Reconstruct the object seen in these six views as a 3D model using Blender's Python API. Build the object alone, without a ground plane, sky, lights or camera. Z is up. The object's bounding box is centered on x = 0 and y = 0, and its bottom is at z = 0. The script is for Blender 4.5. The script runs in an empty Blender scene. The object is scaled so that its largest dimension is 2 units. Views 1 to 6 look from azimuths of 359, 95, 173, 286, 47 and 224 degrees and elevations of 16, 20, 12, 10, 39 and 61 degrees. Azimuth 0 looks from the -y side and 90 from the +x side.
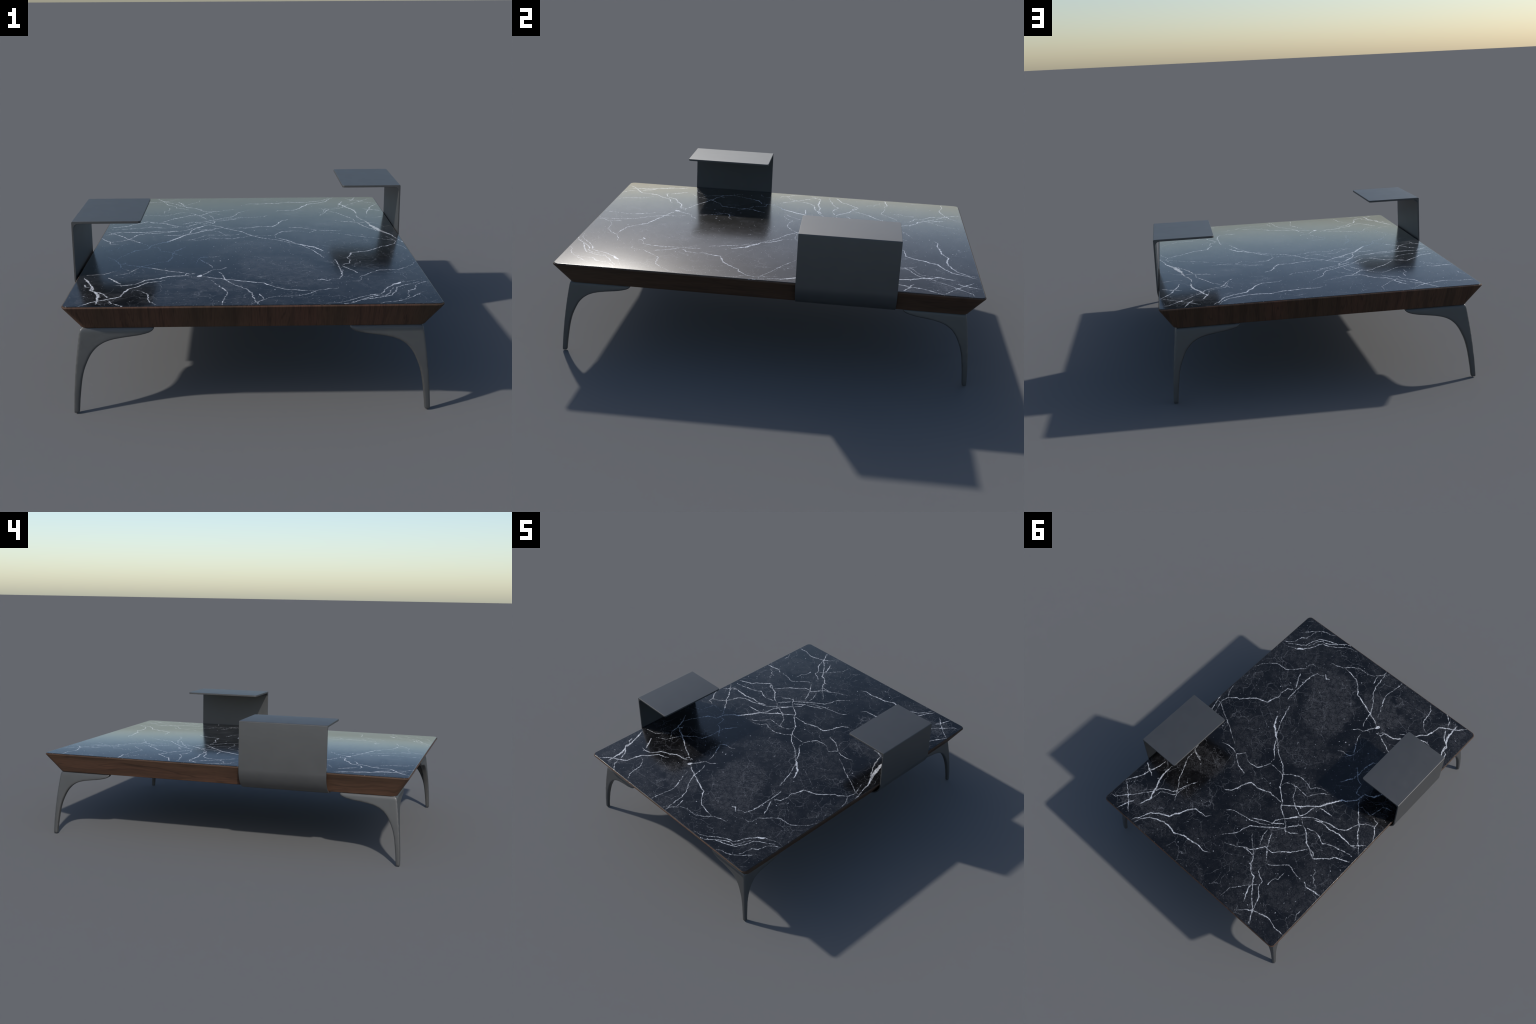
import bpy, bmesh, math
from mathutils import Vector, Matrix

scene = bpy.context.scene
COLL = scene.collection

# ------------------------------------------------------------------ sizes (m)
TOP_Z = 0.4585            # polished stone surface
WOOD_TOP = 0.4560
WOOD_BOTTOM = 0.3500
HALF_X, HALF_Y = 0.7445, 1.0000     # widest line of the wooden apron
FOOT_X, FOOT_Y = 0.6875, 0.9380     # lower edge of the apron


OFF_CENTRE = 0.0040       # the top sits a hair off the middle between the two trays


# ------------------------------------------------------------------ helpers
def add_object(name, mesh, parent=None):
    ob = bpy.data.objects.new(name, mesh)
    COLL.objects.link(ob)
    if parent is not None:
        ob.parent = parent
    return ob


def rounded_rect(hx, hy, r, z, seg=12):
    pts = []
    for cx, cy, a0 in ((hx - r, hy - r, 0), (-hx + r, hy - r, 90), (-hx + r, -hy + r, 180), (hx - r, -hy + r, 270)):
        for i in range(seg + 1):
            a = math.radians(a0 + 90 * i / seg)
            pts.append((cx + r * math.cos(a), cy + r * math.sin(a), z))
    return pts


def loft(name, rings, cap_start=True, cap_end=True, sharp=35):
    bm = bmesh.new()
    vr = [[bm.verts.new(p) for p in ring] for ring in rings]
    n = len(rings[0])
    for a, b in zip(vr, vr[1:]):
        for i in range(n):
            bm.faces.new((a[i], a[(i + 1) % n], b[(i + 1) % n], b[i]))
    if cap_start:
        bm.faces.new(list(reversed(vr[0])))
    if cap_end:
        bm.faces.new(vr[-1])
    bmesh.ops.recalc_face_normals(bm, faces=bm.faces)
    me = bpy.data.meshes.new(name)
    bm.to_mesh(me)
    bm.free()
    me.shade_smooth()
    me.set_sharp_from_angle(angle=math.radians(sharp))
    return me


def baked(ob):
    """Apply the modifiers of ob and drop them."""
    dg = bpy.context.evaluated_depsgraph_get()
    dg.update()
    me = bpy.data.meshes.new_from_object(ob.evaluated_get(dg))
    old = ob.data
    ob.modifiers.clear()
    ob.data = me
    name = old.name
    bpy.data.meshes.remove(old)
    me.name = name
    return me


def interp(x, table):
    """Smooth (monotone cubic) interpolation through the control points of a profile."""
    n = len(table)
    xs = [p[0] for p in table]
    ys = [p[1] for p in table]
    if x <= xs[0]:
        return ys[0]
    if x >= xs[-1]:
        return ys[-1]
    d = [(ys[i + 1] - ys[i]) / (xs[i + 1] - xs[i]) for i in range(n - 1)]
    m = [d[0]] + [0 if d[i - 1] * d[i] <= 0 else 2 * d[i - 1] * d[i] / (d[i - 1] + d[i]) for i in range(1, n - 1)] + [d[-1]]
    for i in range(n - 1):
        if x <= xs[i + 1]:
            h = xs[i + 1] - xs[i]
            t = (x - xs[i]) / h
            return ((1 + 2 * t) * (1 - t) ** 2 * ys[i] + t * (1 - t) ** 2 * h * m[i]
                    + t * t * (3 - 2 * t) * ys[i + 1] + t * t * (t - 1) * h * m[i + 1])


# ------------------------------------------------------------------ node helper
class Tree:
    def __init__(self, name):
        self.mat = bpy.data.materials.new(name)
        self.mat.use_nodes = True
        self.t = self.mat.node_tree
        self.bsdf = next(n for n in self.t.nodes if n.type == 'BSDF_PRINCIPLED')

    def _in(self, sock, v):
        if isinstance(v, bpy.types.NodeSocket):
            self.t.links.new(v, sock)
        elif v is not None:
            sock.default_value = v

    def node(self, kind, **props):
        n = self.t.nodes.new(kind)
        for k, v in props.items():
            setattr(n, k, v)
        return n

    def math(self, op, a, b=None, c=None, clamp=False):
        n = self.node('ShaderNodeMath', operation=op, use_clamp=clamp)
        for i, v in enumerate((a, b, c)):
            if v is not None:
                self._in(n.inputs[i], v)
        return n.outputs[0]

    def vmath(self, op, a, b=None, scale=None):
        n = self.node('ShaderNodeVectorMath', operation=op)
        self._in(n.inputs[0], a)
        if b is not None:
            self._in(n.inputs[1], b)
        if scale is not None:
            self._in(n.inputs['Scale'], scale)
        return n.outputs['Value'] if op in ('DOT_PRODUCT', 'LENGTH', 'DISTANCE') else n.outputs[0]

    def coords(self, scale=(1, 1, 1), loc=(0, 0, 0), rot=(0, 0, 0), src=None):
        if src is None:
            src = self.node('ShaderNodeTexCoord').outputs['Object']
        n = self.node('ShaderNodeMapping')
        self._in(n.inputs[0], src)
        n.inputs['Scale'].default_value = scale
        n.inputs['Location'].default_value = loc
        n.inputs['Rotation'].default_value = rot
        return n.outputs[0]

    def noise(self, vec, scale, detail=3.0, rough=0.5, dist=0.0, colour=False):
        n = self.node('ShaderNodeTexNoise')
        self._in(n.inputs['Vector'], vec)
        n.inputs['Scale'].default_value = scale
        n.inputs['Detail'].default_value = detail
        n.inputs['Roughness'].default_value = rough
        n.inputs['Distortion'].default_value = dist
        return n.outputs['Color'] if colour else n.outputs['Fac']

    def voronoi(self, vec, scale, feature='F1', out='Distance', rand=1.0):
        n = self.node('ShaderNodeTexVoronoi', feature=feature)
        self._in(n.inputs['Vector'], vec)
        n.inputs['Scale'].default_value = scale
        n.inputs['Randomness'].default_value = rand
        return n.outputs[out]

    def step(self, v, lo, hi, a=0.0, b=1.0):
        n = self.node('ShaderNodeMapRange', interpolation_type='SMOOTHSTEP')
        self._in(n.inputs['Value'], v)
        self._in(n.inputs['From Min'], lo)
        self._in(n.inputs['From Max'], hi)
        n.inputs['To Min'].default_value = a
        n.inputs['To Max'].default_value = b
        return n.outputs[0]

    def ramp(self, fac, stops):
        n = self.node('ShaderNodeValToRGB')
        e = n.color_ramp.elements
        while len(e) < len(stops):
            e.new(0.5)
        for el, (p, c) in zip(e, stops):
            el.position = p
            el.color = (*c, 1) if len(c) == 3 else c
        self._in(n.inputs[0], fac)
        return n.outputs[0]

    def mix(self, fac, a, b, mode='MIX'):
        n = self.node('ShaderNodeMix', data_type='RGBA', blend_type=mode)
        self._in(n.inputs[0], fac)
        for s, v in ((n.inputs[6], a), (n.inputs[7], b)):
            self._in(s, v if isinstance(v, bpy.types.NodeSocket) else (*v, 1))
        return n.outputs[2]

    def set(self, **kw):
        for k, v in kw.items():
            s = self.bsdf.inputs[k.replace('_', ' ')]
            self._in(s, (*v, 1) if isinstance(v, tuple) and len(v) == 3 and s.type == 'RGBA' else v)

    def bump(self, height, strength, distance):
        n = self.node('ShaderNodeBump')
        n.inputs['Strength'].default_value = strength
        n.inputs['Distance'].default_value = distance
        self._in(n.inputs['Height'], height)
        self.t.links.new(n.outputs[0], self.bsdf.inputs['Normal'])


# ------------------------------------------------------------------ materials
def metal_paint():
    m = Tree('graphite_lacquered_metal')
    v = m.coords()
    n = m.noise(v, 14, 4, 0.6)
    f = m.noise(v, 900, 2, 0.5)
    col = m.ramp(n, [(0.25, (0.047, 0.048, 0.049)), (0.75, (0.054, 0.055, 0.056))])
    m.set(Base_Color=col, Roughness=m.step(n, 0.2, 0.8, 0.43, 0.47))
    m.set(Specular_IOR_Level=0.8)
    m.bump(f, 0.03, 0.0004)
    return m.mat


def walnut():
    m = Tree('dark_walnut')
    # grain runs along the length (y); growth layers are stacked across x
    warp = m.noise(m.coords((1.2, 0.8, 1.2)), 1.6, 3, 0.5)
    base = m.node('ShaderNodeTexCoord').outputs['Object']
    sep = m.node('ShaderNodeSeparateXYZ')
    m._in(sep.inputs[0], base)
    x = m.math('ADD', sep.outputs[0], m.math('MULTIPLY', m.math('SUBTRACT', warp, 0.5), 0.05))
    comb = m.node('ShaderNodeCombineXYZ')
    m._in(comb.inputs[0], x)
    m._in(comb.inputs[1], m.math('MULTIPLY', sep.outputs[1], 0.035))
    m._in(comb.inputs[2], m.math('MULTIPLY', sep.outputs[2], 0.06))
    g = comb.outputs[0]
    band = m.noise(g, 7, 2, 0.5)
    line = m.noise(g, 34, 2, 0.6)
    thin = m.noise(g, 62, 1, 0.5)
    fine = m.noise(g, 330, 3, 0.65)
    col = m.ramp(band, [(0.30, (0.058, 0.036, 0.022)), (0.50, (0.084, 0.045, 0.028)), (0.70, (0.098, 0.046, 0.030))])
    col = m.mix(m.step(line, 0.36, 0.52, 0.40, 0.0), col, (0.030, 0.018, 0.012))
    pores = m.step(m.math('ABSOLUTE', m.math('SUBTRACT', thin, 0.5)), 0.0, 0.035, 1.0, 0.0)
    pores = m.math('MULTIPLY', pores, m.step(band, 0.40, 0.60, 0.28, 0.50))
    col = m.mix(pores, col, (0.020, 0.013, 0.009))
    col = m.mix(m.step(fine, 0.40, 0.66, 0.0, 0.30), col, (0.034, 0.020, 0.013))
    m.set(Base_Color=col, Roughness=m.step(fine, 0.3, 0.7, 0.55, 0.65))
    m.set(Specular_IOR_Level=0.22)
    m.bump(fine, 0.08, 0.0006)
    return m.mat


def marble():
    """Near-black stone: cloudy grey patches, dust of calcite specks, a web of hair veins and
    long white veins, each laid as a wandering spine (mm) with a half width (mm)."""
    m = Tree('black_veined_marble')
    obj = m.node('ShaderNodeTexCoord').outputs['Object']
    flat = m.vmath('MULTIPLY', m.vmath('ADD', obj, (OFF_CENTRE, 0, 0)), (1, 1, 0))

    def warped(scale, amount, detail=3):
        n = m.noise(flat, scale, detail, 0.55, colour=True)
        return m.vmath('ADD', flat, m.vmath('SCALE', m.vmath('SUBTRACT', n, (0.5, 0.5, 0.5)), scale=amount))
    ragged = m.vmath('ADD', warped(34, 0.019, 5), m.vmath('SCALE', m.vmath('SUBTRACT', m.noise(flat, 160, 2, 0.5, colour=True), (0.5, 0.5, 0.5)), scale=0.0075))
    cloudy = m.vmath('ADD', warped(5, 0.20, 6), m.vmath('SCALE', m.vmath('SUBTRACT', m.noise(flat, 16, 4, 0.6, colour=True), (0.5, 0.5, 0.5)), scale=0.10))

    # ---- ground colour: dark and mottled, with sharp-edged cloudy patches of lighter stone
    patch = None
    for cx, cy, rx, ry, turn, weight in GREY_PATCHES:
        q = m.coords((1 / rx, 1 / ry, 1), src=m.coords(rot=(0, 0, math.radians(-turn)),
                                                        src=m.vmath('SUBTRACT', cloudy, (cx, cy, 0))))
        d = m.step(m.vmath('LENGTH', q), 0.80, 1.0, weight, 0.0)
        patch = d if patch is None else m.math('MAXIMUM', patch, d)
    clouds = m.step(m.noise(cloudy, 3.6, 5, 0.62), 0.40, 0.62)
    broad = m.noise(flat, 26, 4, 0.6)
    grain = m.noise(warped(60, 0.012), 120, 5, 0.72)
    grit = m.noise(flat, 420, 2, 0.6)
    cracks = m.voronoi(warped(24, 0.05, 4), 24, 'DISTANCE_TO_EDGE')
    mottle = m.math('MULTIPLY', m.step(broad, 0.34, 0.64, 0.45, 1.0), m.step(grain, 0.34, 0.66, 0.30, 1.10))
    mottle = m.math('MULTIPLY', mottle, m.step(cracks, 0.0, 0.08, 0.35, 1.0))
    amount = m.math('MAXIMUM', m.math('MULTIPLY', clouds, 0.56), m.math('MULTIPLY', patch, 0.90))
    amount = m.math('MULTIPLY', m.math('ADD', m.math('MULTIPLY', amount, 1.0), 0.06), mottle)
    amount = m.math('MAXIMUM', amount, m.math('MULTIPLY', m.step(grain, 0.53, 0.74), 0.42))
    amount = m.math('MULTIPLY', amount, m.step(grit, 0.25, 0.65, 0.65, 1.15))
    col = m.mix(amount, (0.0030, 0.0030, 0.0034), (0.056, 0.055, 0.057))

    # ---- calcite specks, coarse and fine
    def specks(scale, share, size):
        cell = m.voronoi(flat, scale, out='Color')
        dist = m.voronoi(ragged if scale < 60 else flat, scale)
        sep = m.node('ShaderNodeSeparateColor')
        m._in(sep.inputs[0], cell)
        on = m.step(sep.outputs[0], 1 - share, 1 - share * 0.4)
        rad = m.math('MULTIPLY', m.math('ADD', m.math('MULTIPLY', sep.outputs[1], 0.8), 0.4), size)
        return m.math('MULTIPLY', on, m.step(m.math('DIVIDE', dist, rad), 0.45, 1.0, 1.0, 0.0))
    dust = m.math('MAXIMUM', m.math('MULTIPLY', specks(30, 0.58, 0.125), 0.95), m.math('MULTIPLY', specks(75, 0.42, 0.20), 0.45))
    col = m.mix(m.math('MULTIPLY', dust, 0.9), col, (0.50, 0.51, 0.54))

    # ---- hair veins
    web_at = warped(9, 0.10, 5)
    web = m.voronoi(web_at, 8.5, 'DISTANCE_TO_EDGE')
    web = m.math('MULTIPLY', m.step(web, 0.003, 0.016, 1.0, 0.0), m.step(m.noise(flat, 6.0, 3), 0.46, 0.62))
    web2 = m.voronoi(web_at, 19, 'DISTANCE_TO_EDGE')
    web2 = m.math('MULTIPLY', m.step(web2, 0.006, 0.034, 1.0, 0.0), m.step(m.noise(flat, 5.1, 3), 0.50, 0.62))
    hair = m.math('MAXIMUM', m.math('MULTIPLY', web, 0.15), m.math('MULTIPLY', web2, 0.085))
    col = m.mix(m.math('MULTIPLY', hair, m.step(grain, 0.3, 0.6, 0.3, 1.2)), col, (0.55, 0.56, 0.60))

    # ---- white veins
    field = {'white': -0.05, 'faint': -0.05}

    def vein(half_width, *spine):
        kind = 'white' if half_width > 1.25 else 'faint'
        pts = [Vector((x / 1000, y / 1000)) for x, y in spine]
        run = pts[-1] - pts[0]
        length, ang = run.length, math.atan2(run.y, run.x)
        ux, uy = run / length, Vector((-run.y, run.x)) / length
        along = m.math('ADD', m.vmath('DOT_PRODUCT', ragged, (ux.x / length, ux.y / length, 0)), -pts[0].dot(ux) / length)
        across = m.vmath('DOT_PRODUCT', ragged, (uy.x, uy.y, 0))

        def curve(points, handle):
            c = m.node('ShaderNodeFloatCurve')
            c.mapping.use_clip = False
            cp = c.mapping.curves[0].points
            while len(cp) < len(points):
                cp.new(0.5, 0.5)
            for p, xy in zip(cp, points):
                p.location = xy
                p.handle_type = handle
            c.mapping.update()
            m._in(c.inputs['Value'], along)
            return c.outputs[0]
        path = curve([(min(1, max(0, (p - pts[0]).dot(ux) / length)), 0.5 + (p - pts[0]).dot(uy) / length) for p in pts], 'VECTOR')
        w = half_width * (half_width / 2.0) ** 0.5 / 1000      # broad veins swell, thin ones starve
        code = lambda k: 0.5 + k * w / 0.02
        wide = curve([(0, 0), (0.004, code(0.0)), (0.05, code(0.55)), (0.25, code(0.85)), (0.55, code(1.1)), (0.80, code(0.85)),
                      (0.95, code(0.55)), (0.996, code(0.0)), (1, 0)], 'VECTOR')
        middle = m.math('MULTIPLY_ADD', path, length, pts[0].dot(uy) - 0.5 * length)
        away = m.math('ABSOLUTE', m.math('SUBTRACT', across, middle))
        edge = m.math('SUBTRACT', m.math('MULTIPLY_ADD', wide, 0.02, -0.01), away)
        field[kind] = m.math('MAXIMUM', field[kind], edge)

    vein(0.8, (742, -922), (712, -963), (677, -992))
    vein(1.4, (699, -839), (670, -869), (634, -915), (597, -946), (567, -965), (530, -971), (493, -991))
    vein(1.3, (741, -706), (704, -726), (675, -760), (662, -812), (632, -836), (622, -902), (596, -949))
    vein(2.2, (703, -711), (661, -736), (614, -768), (594, -789), (578, -843), (553, -892), (537, -901), (500, -918), (459, -929), (426, -944), (388, -983), (352, -994))
    vein(2.0, (580, -783), (562, -825), (553, -862), (532, -892), (502, -891), (478, -902), (426, -938))
    vein(1.8, (699, -683), (661, -707), (618, -717), (599, -734), (575, -764), (544, -805), (534, -841), (512, -873), (459, -890), (413, -924), (363, -963), (328, -980), (284, -978))
    vein(4.5, (623, -712), (607, -735), (584, -747))
    vein(1.6, (742, -407), (714, -458), (674, -507), (638, -534), (603, -533), (562, -534), (518, -569), (490, -604), (454, -643), (465, -674), (454, -694), (421, -696))
    vein(2.0, (463, -583), (439, -529), (400, -464))
    vein(2.6, (708, -49), (698, -90), (651, -135), (627, -135), (610, -160), (549, -224), (499, -240), (471, -246), (459, -287), (442, -332), (449, -385), (441, -422), (396, -459))
    vein(2.0, (379, -349), (385, -388), (388, -445), (388, -510), (390, -554), (388, -611), (373, -655), (335, -664), (314, -688))
    vein(3.0, (322, -688), (294, -665), (273, -674))
    vein(2.0, (334, -332), (320, -281), (299, -213), (269, -154), (249, -101))
    vein(3.8, (342, -215), (308, -149), (248, -99), (219, -79))
    vein(1.5, (350, -752), (357, -793), (318, -796), (269, -816), (234, -852), (190, -887), (150, -888), (108, -886), (68, -906), (16, -960), (-18, -996))
    vein(2.5, (256, -820), (201, -813), (134, -798), (66, -739), (53, -712), (-26, -685), (-111, -650), (-159, -636), (-220, -600))
    vein(2.0, (29, -995), (9, -932), (-2, -841), (-26, -784), (-71, -736), (-113, -652), (-123, -580), (-143, -540))
    vein(1.6, (46, -928), (41, -893), (26, -856))
    vein(1.6, (-120, -993), (-112, -921), (-97, -833), (-125, -765), (-160, -690), (-165, -661))
    vein(1.8, (-95, -468), (-130, -502), (-167, -514), (-189, -553), (-220, -600))
    vein(6.0, (-214, -586), (-220, -600), (-225, -617))
    vein(1.3, (-165, -484), (-179, -440), (-199, -403), (-235, -338), (-268, -295))
    vein(2.5, (-241, -561), (-278, -563), (-283, -590), (-315, -598), (-357, -603), (-392, -644))
    vein(2.2, (-239, -574), (-349, -529), (-430, -480), (-530, -432), (-585, -405))
    vein(2.6, (-247, -567), (-280, -596), (-350, -604), (-392, -634), (-448, -657), (-482, -714), (-524, -730), (-576, -718))
    vein(3.0, (-362, -658), (-386, -678), (-435, -687), (-474, -751), (-502, -777), (-518, -819), (-524, -876), (-566, -906), (-622, -938), (-678, -997))
    vein(2.0, (-368, -985), (-397, -953), (-411, -913), (-417, -848), (-448, -810), (-492, -784))
    vein(1.8, (-504, -994), (-551, -959), (-572, -912))
    vein(3.6, (-608, -973), (-611, -914), (-617, -849), (-636, -810), (-657, -792), (-658, -738), (-669, -720))
    vein(2.6, (-570, -890), (-606, -829), (-642, -806))
    vein(2.4, (-667, -755), (-684, -743), (-694, -715))
    vein(3.0, (-715, -606), (-675, -695), (-651, -760), (-646, -803))
    vein(1.0, (-142, -864), (-186, -889), (-231, -891), (-294, -890), (-366, -897), (-406, -895))
    vein(0.9, (-157, -780), (-211, -819), (-258, -838), (-317, -852))
    vein(0.9, (-257, -744), (-295, -736), (-344, -713))
    vein(1.3, (-138, -284), (-162, -302), (-202, -301), (-228, -316), (-237, -337), (-247, -430))
    vein(1.8, (-592, -591), (-527, -553), (-508, -502), (-486, -455), (-416, -389), (-371, -372), (-358, -296), (-359, -235), (-354, -198), (-299, -108))
    vein(1.4, (-722, -581), (-673, -569), (-634, -566), (-564, -492))
    vein(3.2, (-607, -615), (-580, -655), (-544, -714))
    vein(2.2, (-528, -515), (-576, -466), (-583, -410), (-612, -346), (-660, -282))
    vein(3.0, (-579, -414), (-564, -405), (-561, -387))
    vein(2.0, (-617, -367), (-598, -298), (-562, -227), (-538, -178), (-485, -154), (-479, -107), (-434, -42))
    vein(3.3, (-139, 263), (-173, 237), (-203, 209), (-233, 191), (-265, 158), (-309, 121), (-335, 89), (-354, 50), (-383, 6), (-402, -26), (-433, -43), (-474, -92), (-476, -133), (-479, -157))
    vein(2.2, (-479, -157), (-510, -164), (-544, -178), (-562, -224))
    vein(1.8, (-314, -279), (-351, -241), (-385, -205), (-421, -198), (-426, -148), (-440, -127), (-468, -126))
    vein(2.2, (-485, -123), (-497, -74), (-524, -46), (-565, 2), (-600, 38), (-638, 96), (-684, 146), (-728, 192))
    vein(1.2, (-493, -140), (-542, -145), (-586, -146), (-614, -184), (-649, -204), (-699, -206))
    vein(1.6, (-518, -58), (-533, -76), (-568, -69), (-610, -64), (-619, -107), (-630, -165), (-695, -185))
    vein(2.2, (-222, 315), (-277, 257), (-311, 226), (-349, 191), (-408, 172), (-454, 155), (-503, 152), (-555, 126), (-574, 87), (-594, 31), (-623, 4), (-660, -13), (-683, -29))
    vein(2.2, (-630, -62), (-676, -52), (-681, -19), (-711, 21), (-736, 65))
    vein(2.6, (-366, 202), (-407, 180), (-487, 184), (-540, 169), (-598, 175), (-653, 178), (-700, 164))
    vein(2.0, (-653, 178), (-698, 137), (-729, 113))
    vein(2.2, (-370, 274), (-424, 258), (-469, 267), (-510, 288), (-544, 266), (-609, 247), (-703, 228))
    vein(2.2, (-340, 279), (-365, 282), (-436, 352), (-470, 369), (-513, 396), (-537, 406))
    vein(2.0, (-475, 370), (-508, 373), (-537, 402))
    vein(2.2, (-538, 403), (-566, 376), (-612, 335), (-635, 302), (-671, 293), (-720, 265))
    vein(1.6, (-586, 452), (-606, 458), (-617, 495), (-646, 524), (-680, 537))
    vein(2.0, (478, 186), (421, 171), (384, 170), (347, 187))
    vein(2.4, (347, 187), (320, 164), (299, 136))
    vein(2.2, (304, 134), (264, 167), (228, 175), (170, 168), (148, 139), (127, 92), (129, 39))
    vein(2.2, (126, 41), (173, 1), (198, -32), (224, -83))
    vein(1.8, (346, 187), (311, 210), (268, 244), (234, 249), (198, 257))
    vein(1.0, (198, 252), (208, 289), (185, 312), (175, 339))
    vein(2.2, (222, -86), (162, -28), (112, 10), (62, 37), (23, 75), (-11, 116), (-38, 171), (-85, 208), (-128, 247), (-153, 286), (-202, 310), (-253, 348), (-297, 401))
    vein(1.6, (132, 88), (76, 87), (12, 96), (-32, 56), (-80, 31), (-134, 30), (-195, 46), (-223, 16), (-260, -4), (-302, -8))
    vein(1.5, (-40, 169), (-48, 126), (-76, 105), (-120, 101), (-170, 104), (-219, 107), (-243, 64), (-272, 27), (-326, -7))
    vein(2.7, (217, 430), (178, 404), (159, 364), (139, 302), (118, 273), (64, 278), (17, 261), (-24, 246), (-81, 247), (-124, 251))
    vein(1.7, (-89, 89), (-131, 122), (-153, 172), (-197, 202), (-267, 237), (-310, 254), (-339, 278))
    vein(1.8, (106, 535), (78, 505), (16, 487), (-46, 478), (-95, 463), (-140, 444), (-182, 414))
    vein(2.0, (-59, 458), (-90, 442), (-124, 419), (-173, 404), (-213, 372), (-254, 341))
    vein(2.1, (12, 683), (-26, 636), (-61, 600), (-73, 547), (-90, 507), (-127, 480), (-180, 437), (-220, 404), (-257, 378), (-278, 342), (-312, 303), (-339, 274))
    vein(2.3, (-186, 410), (-183, 365), (-219, 320), (-255, 274), (-278, 240), (-299, 196), (-299, 161), (-316, 120))
    vein(2.2, (-337, 109), (-375, 109), (-427, 104))
    vein(2.0, (-278, 380), (-314, 373), (-356, 335))
    vein(1.7, (743, -35), (690, -29), (665, -8), (591, 32), (529, 61), (478, 96), (404, 137))
    vein(1.8, (746, -86), (729, -20), (698, 102))
    vein(5.5, (702, 92), (661, 179), (643, 244), (633, 296))
    vein(2.2, (666, 142), (600, 255), (574, 335))
    vein(2.2, (500, 366), (538, 362), (577, 345))
    vein(1.4, (699, -91), (709, -41), (675, 56))
    vein(1.4, (701, -102), (732, -160), (736, -207))
    vein(4.2, (719, 37), (697, 107), (657, 182), (633, 266), (618, 384))
    vein(2.6, (618, 384), (598, 430), (586, 473), (583, 526))
    vein(1.8, (642, 178), (593, 263), (565, 364))
    vein(1.5, (740, 262), (695, 277), (667, 328), (628, 349), (567, 346), (489, 380))
    vein(1.3, (741, 497), (715, 475), (676, 465), (631, 473))
    vein(2.2, (740, 952), (700, 937), (655, 884), (615, 842), (581, 794), (545, 748), (524, 704), (495, 684), (454, 666), (434, 646), (423, 592), (398, 542), (379, 503))
    vein(2.4, (637, 998), (622, 954), (608, 911), (590, 881))
    vein(2.2, (728, 817), (656, 875), (618, 902), (584, 941), (558, 961))
    vein(2.4, (744, 818), (717, 771), (690, 724), (674, 659), (655, 596), (647, 538))
    vein(2.8, (736, 625), (688, 654), (636, 678))
    vein(3.6, (591, 538), (590, 609), (577, 670), (552, 718), (540, 761), (522, 797), (536, 844), (547, 881))
    vein(2.0, (562, 364), (558, 426), (523, 494), (494, 567), (451, 617), (426, 657), (390, 712))
    vein(2.5, (562, 360), (480, 382))
    vein(1.6, (516, 792), (510, 725), (478, 700), (436, 684), (419, 660), (417, 613), (400, 557))
    vein(3.2, (505, 990), (473, 934), (447, 872), (402, 836), (340, 808), (324, 768), (303, 740), (285, 694), (251, 654), (212, 653), (168, 648), (141, 618))
    vein(2.8, (478, 1000), (462, 937), (428, 898), (381, 872), (337, 858), (274, 856), (237, 868), (171, 837), (124, 836), (58, 822), (9, 831), (-39, 807))
    vein(1.0, (457, 525), (376, 620), (305, 634), (268, 662))
    vein(1.0, (344, 431), (297, 486), (238, 538))
    vein(1.0, (484, 316), (462, 296), (408, 325), (358, 362))
    vein(2.2, (-49, 701), (-104, 676), (-139, 656), (-168, 637), (-204, 626), (-224, 599), (-260, 547), (-278, 545), (-317, 550), (-354, 507), (-402, 469), (-439, 418), (-472, 372))
    vein(1.8, (-156, 641), (-208, 638), (-252, 640))
    vein(2.0, (-137, 532), (-163, 567), (-206, 602), (-243, 635), (-274, 688), (-310, 729), (-346, 743), (-367, 772), (-419, 835), (-481, 896), (-508, 940), (-543, 992))
    vein(2.2, (-365, 766), (-371, 816), (-391, 861), (-417, 908))
    vein(2.0, (-338, 662), (-340, 692), (-371, 713), (-407, 727), (-413, 770), (-465, 824), (-487, 890), (-510, 946), (-533, 994))
    vein(1.8, (-191, 432), (-196, 503), (-228, 566))
    vein(1.8, (-227, 450), (-246, 499), (-274, 541), (-303, 580), (-330, 613))
    vein(2.0, (-344, 628), (-389, 603), (-430, 557), (-456, 536), (-518, 554), (-570, 562))
    vein(2.6, (-596, 554), (-628, 573), (-678, 567), (-735, 558))
    vein(1.6, (-442, 724), (-448, 666), (-470, 650), (-467, 597))
    vein(2.0, (-407, 979), (-453, 933), (-498, 903), (-544, 888), (-599, 876), (-660, 893), (-733, 893))
    vein(1.3, (-278, 972), (-286, 942), (-286, 894), (-318, 857), (-350, 811), (-399, 767))
    vein(1.3, (-724, 780), (-707, 742), (-708, 707))
    vein(0.9, (-98, 963), (-134, 905), (-154, 839), (-174, 780), (-170, 760))
    vein(0.9, (-176, 782), (-207, 814), (-204, 882), (-225, 918))
    vein(1.0, (-77, 753), (-148, 722), (-231, 662))
    vein(0.8, (653, -376), (625, -320), (616, -248), (593, -209))
    vein(0.8, (607, -519), (556, -464), (479, -412))
    vein(0.8, (658, -310), (703, -361), (640, -453), (674, -499))
    vein(1.0, (487, -187), (417, -153), (344, -115), (325, -46))
    vein(1.0, (470, 19), (409, -13), (324, -64))
    vein(0.9, (101, -373), (58, -356), (29, -306), (-34, -279))
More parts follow.
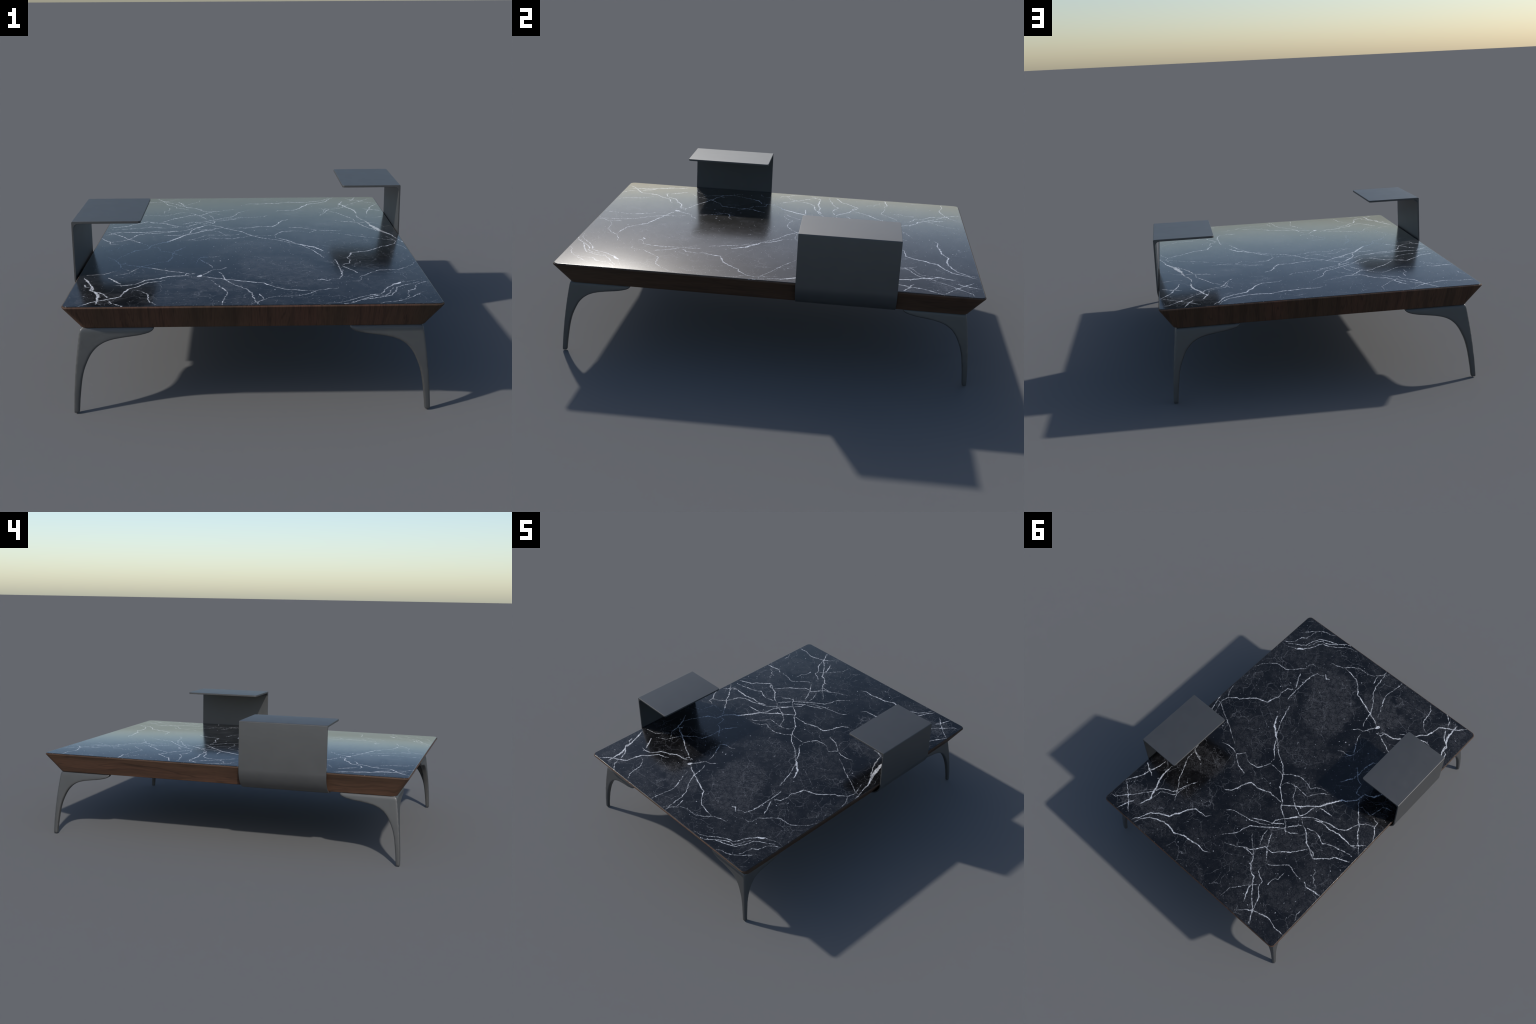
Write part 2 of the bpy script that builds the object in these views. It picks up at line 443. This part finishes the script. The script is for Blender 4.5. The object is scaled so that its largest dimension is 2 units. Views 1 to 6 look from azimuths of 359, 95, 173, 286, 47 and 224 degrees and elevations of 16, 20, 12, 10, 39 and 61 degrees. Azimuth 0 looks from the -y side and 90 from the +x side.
    vein(0.9, (122, -297), (80, -322), (12, -322))
    vein(1.0, (98, 260), (40, 185), (4, 138))
    vein(0.9, (58, 294), (39, 347), (20, 409), (-17, 427))
    vein(0.9, (36, 283), (-18, 348), (-62, 378))
    vein(0.9, (221, 182), (148, 207), (111, 263))

    def swing(scale, detail, size):
        return m.math('MULTIPLY', m.math('SUBTRACT', m.noise(flat, scale, detail, 0.6), 0.5), size)
    rough = m.math('ADD', m.math('ADD', swing(22, 2, 0.0058), swing(75, 2, 0.0074)), swing(260, 2, 0.0030))
    faint = m.step(m.math('ADD', field['faint'], m.math('MULTIPLY', rough, 0.7)), -0.0010, 0.0012)
    col = m.mix(m.math('MULTIPLY', faint, m.step(broad, 0.3, 0.65, 0.22, 0.62)), col, (0.24, 0.245, 0.26))
    body = m.math('ADD', m.math('ADD', field['white'], rough), -0.0003)
    halo = m.step(body, -0.0026, 0.0004, 0.0, 0.16)
    white = m.math('MULTIPLY', m.step(body, -0.0010, 0.0014), m.math('MULTIPLY', m.step(m.noise(flat, 110, 3, 0.65), 0.34, 0.56, 0.40, 1.0), m.step(m.noise(flat, 17, 2, 0.5), 0.36, 0.54, 0.58, 1.0)))
    col = m.mix(m.math('MAXIMUM', halo, white), col, (0.72, 0.73, 0.76))
    m.set(Base_Color=col, Roughness=0.20)
    return m.mat


# centre x, y, radius along, radius across (m), turn (degrees), strength of the light grey patches
GREY_PATCHES = [(0.15, -0.52, 0.30, 0.19, -50, 1.0), (-0.17, -0.72, 0.20, 0.11, -10, 1.0), (0.31, 0.12, 0.22, 0.11, -60, 0.6),
                (0.55, -0.74, 0.20, 0.09, -45, 0.6), (0.03, -0.16, 0.19, 0.12, 60, 0.55), (-0.31, 0.44, 0.17, 0.11, 40, 0.65),
                (-0.60, 0.70, 0.15, 0.12, 20, 0.6), (0.50, 0.86, 0.12, 0.07, 30, 0.85), (0.66, 0.86, 0.09, 0.08, 0, 0.85),
                (0.44, 0.37, 0.14, 0.11, 0, 0.8), (-0.31, -0.90, 0.15, 0.07, 20, 0.6), (-0.62, -0.88, 0.12, 0.09, 0, 0.8)]

METAL, WALNUT, MARBLE = metal_paint(), walnut(), marble()

# ------------------------------------------------------------------ the table
table = bpy.data.objects.new('coffee_table', None)
COLL.objects.link(table)
table['label'] = 'low table with black veined marble top, walnut apron, graphite legs and two clip-on trays'
table['category'] = 'coffee table'

# --- wooden apron: bevelled in towards the bottom, with a soft lip under the stone
rings = []
rings.append(rounded_rect(FOOT_X - 0.012, FOOT_Y - 0.012, 0.018, WOOD_BOTTOM))
for i in range(5):                                   # soft lower edge
    a = math.radians(90 * i / 4)
    rings.append(rounded_rect(FOOT_X - 0.004 + 0.0045 * math.sin(a), FOOT_Y - 0.004 + 0.0045 * math.sin(a),
                              0.032, WOOD_BOTTOM + 0.004 * (1 - math.cos(a))))
for i in range(9):                                   # rounded lip at the widest line
    a = math.radians(-35 + 125 * i / 8)
    r = 0.0048
    rings.append(rounded_rect(HALF_X - r + r * math.cos(a), HALF_Y - r + r * math.cos(a), 0.028,
                              WOOD_TOP - r + r * math.sin(a)))
rings.append(rounded_rect(HALF_X - 0.010, HALF_Y - 0.010, 0.020, WOOD_TOP))
apron = add_object('apron', loft('apron', rings), table)
apron.location.x = OFF_CENTRE
apron.data.materials.append(WALNUT)

# --- stone slab with a fine chamfer, let into the apron
rings = [rounded_rect(HALF_X - 0.0045, HALF_Y - 0.0045, 0.025, WOOD_TOP - 0.002)]
for i in range(5):
    a = math.radians(90 * i / 4)
    q = 0.0020
    rings.append(rounded_rect(HALF_X - 0.0045 - q + q * math.cos(a), HALF_Y - 0.0045 - q + q * math.cos(a), 0.025,
                              TOP_Z - q + q * math.sin(a)))
EDGE_RINGS = len(rings)
for i in range(12):                                  # flat polished face, ring by ring to the middle
    f = 1 - i / 12
    rings.append(rounded_rect((HALF_X - 0.0075) * f, (HALF_Y - 0.0075) * f, 0.0225 * f, TOP_Z))
slab = add_object('tabletop', loft('tabletop', rings), table)
slab.location.x = OFF_CENTRE
slab.data.materials.append(MARBLE)
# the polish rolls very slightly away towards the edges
CROWN_X, CROWN_Y = math.tan(math.radians(5.8)), math.tan(math.radians(4.3))
per_ring = len(rings[0])
normals = []
for i, v in enumerate(slab.data.vertices):
    if i // per_ring >= EDGE_RINGS:
        normals.append(Vector((v.co.x / HALF_X * CROWN_X, v.co.y / HALF_Y * CROWN_Y, 1)).normalized())
    else:
        normals.append(v.normal.copy())
slab.data.normals_split_custom_set_from_vertices(normals)

# --- legs: an angle of two tapering wings that flow into a slim splayed foot
# width of a wing, measured inwards from the outer corner, against height
WING = [(0.000, 0.0225), (0.030, 0.0235), (0.085, 0.0260), (0.135, 0.0290), (0.172, 0.0340), (0.206, 0.0430), (0.240, 0.0560),
        (0.2635, 0.0715), (0.280, 0.0890), (0.2935, 0.1130), (0.3030, 0.1460), (0.3105, 0.1920), (0.3150, 0.2260),
        (0.3195, 0.2500), (0.3250, 0.2710), (0.3335, 0.2880), (0.3440, 0.2950), (0.3500, 0.2960)]
THICK = [(0.0, 0.0225), (0.08, 0.024), (0.20, 0.030), (0.35, 0.036)]


def leg_mesh():
    bm = bmesh.new()
    zs = sorted({round(0.358 * i / 70, 5) for i in range(71)} | {round(0.300 + 0.0006 * i, 5) for i in range(84)})
    for swap in (False, True):
        rows = []
        for z in zs:
            w, t = interp(z, WING), interp(z, THICK)
            t = min(t, w)
            q = max(0.0, 0.34 - z)
            out = 0.16 * q - 0.18 * q * q            # splay of the outer edge
            over = min(0.0139, max(0.0, z - (0.351 - 0.014)))     # rounded shoulder under the apron
            drop = 0.014 - math.sqrt(max(0.0, 0.014 ** 2 - over ** 2))
            out -= 0.8 * drop
            w -= 0.8 * drop
            ring = []
            for a, b in ((0, 0), (w, 0), (w, t), (0, t)):
                if swap:
                    a, b = b, a
                ring.append(bm.verts.new((a - out, b - out, z)))
            rows.append(ring)
        for a, b in zip(rows, rows[1:]):
            for i in range(4):
                bm.faces.new((a[i], a[(i + 1) % 4], b[(i + 1) % 4], b[i]))
        bm.faces.new(rows[0])
        bm.faces.new(rows[-1])
    bmesh.ops.recalc_face_normals(bm, faces=bm.faces)
    me = bpy.data.meshes.new('leg')
    turn = Matrix.Rotation(0.5, 4, Vector((0.3, 1.0, 0.6)))   # keeps the remesh grid off the flat sides
    bm.transform(turn)
    bm.to_mesh(me)
    bm.free()
    ob = bpy.data.objects.new('leg_build', me)
    COLL.objects.link(ob)
    rm = ob.modifiers.new('remesh', 'REMESH')
    rm.mode = 'VOXEL'
    rm.voxel_size = 0.0024
    sm = ob.modifiers.new('smooth', 'SMOOTH')
    sm.factor, sm.iterations = 0.5, 60
    me = baked(ob)
    bpy.data.objects.remove(ob)
    me.transform(turn.inverted())
    lo = min(v.co.z for v in me.vertices)
    hi = max(v.co.z for v in me.vertices)
    for v in me.vertices:                            # stand on the ground, let into the apron
        v.co.z = (v.co.z - lo) / (hi - lo) * 0.3575
    me.shade_smooth()
    me.name = 'leg'
    return me


leg = leg_mesh()
leg.materials.append(METAL)
for quarter, x, y in ((0, -0.6845, -0.9390), (1, 0.6800, -0.9390), (2, 0.6795, 0.9310), (3, -0.6810, 0.9330)):
    ob = add_object('leg', leg, table)
    ob.location = (x, y, 0)
    ob.rotation_euler = (0, 0, math.radians(90 * quarter))


# --- clip-on trays: one folded sheet, hooked round the edge of the table
def tray_mesh():
    top, t_plate, t_wall, x_out, x_tip, width = 0.6985, 0.0105, 0.0085, 0.7570, 0.4660, 0.4620
    out, inn = [], []

    def arc(lst, cx, cz, r, a0, a1, n):
        for i in range(n + 1):
            a = math.radians(a0 + (a1 - a0) * i / n)
            lst.append((cx + r * math.cos(a), cz + r * math.sin(a)))
    out.append((x_tip, top))
    arc(out, x_out - 0.005, top - 0.005, 0.005, 90, 0, 5)
    arc(out, x_out - 0.115, 0.450, 0.115, 0, -90, 28)
    out.append((x_tip + 0.05, 0.335))
    inn.append((x_tip, top - t_plate))
    rf = 0.022
    arc(inn, x_out - t_wall - rf, top - t_plate - rf, rf, 90, 0, 8)
    arc(inn, x_out - 0.115, 0.450, 0.115 - t_wall, 0, -90, 28)
    inn.append((x_tip + 0.05, 0.335 + t_wall))
    poly = out + inn[::-1]
    bm = bmesh.new()
    a = [bm.verts.new((x, -width / 2, z)) for x, z in poly]
    b = [bm.verts.new((x, width / 2, z)) for x, z in poly]
    n = len(poly)
    for i in range(n):
        bm.faces.new((a[i], b[i], b[(i + 1) % n], a[(i + 1) % n]))
    # side faces as quads between the outer and the inner line
    k = len(out)
    oi, ii = 0, 0
    for ring in (a, b):
        o, r = ring[:k], ring[k:][::-1]
        m1, m2 = len(o) - 1, len(r) - 1
        # pair up: flat plate, corner, wall, hook
        bm.faces.new([o[0]] + o[1:7] + r[1:10][::-1] + [r[0]])
        for j in range(m1 - 6):
            bm.faces.new((o[6 + j], o[7 + j], r[10 + j], r[9 + j]))
    bmesh.ops.recalc_face_normals(bm, faces=bm.faces)
    tips = [e for e in bm.edges if abs(e.verts[0].co.x - e.verts[1].co.x) < 1e-6 and abs(e.verts[0].co.y - e.verts[1].co.y) < 1e-6
            and abs(e.verts[0].co.x - x_tip) < 0.06 and e.calc_length() < 0.02]
    bmesh.ops.bevel(bm, geom=tips, offset=0.012, segments=6, profile=0.5, affect='EDGES', clamp_overlap=True)
    me = bpy.data.meshes.new('tray')
    bm.to_mesh(me)
    bm.free()
    me.shade_smooth()
    ob = bpy.data.objects.new('tray_build', me)
    COLL.objects.link(ob)
    bv = ob.modifiers.new('bevel', 'BEVEL')
    bv.width, bv.segments, bv.limit_method, bv.angle_limit = 0.0016, 3, 'ANGLE', math.radians(50)
    bv.harden_normals = True
    me = baked(ob)
    bpy.data.objects.remove(ob)
    me.name = 'tray'
    return me


tray = tray_mesh()
tray.materials.append(METAL)
for yc, turn in ((0.3715, 0), (-0.3580, 180)):
    ob = add_object('tray', tray, table)
    ob.location = (0, yc, 0)
    ob.rotation_euler = (0, 0, math.radians(turn))
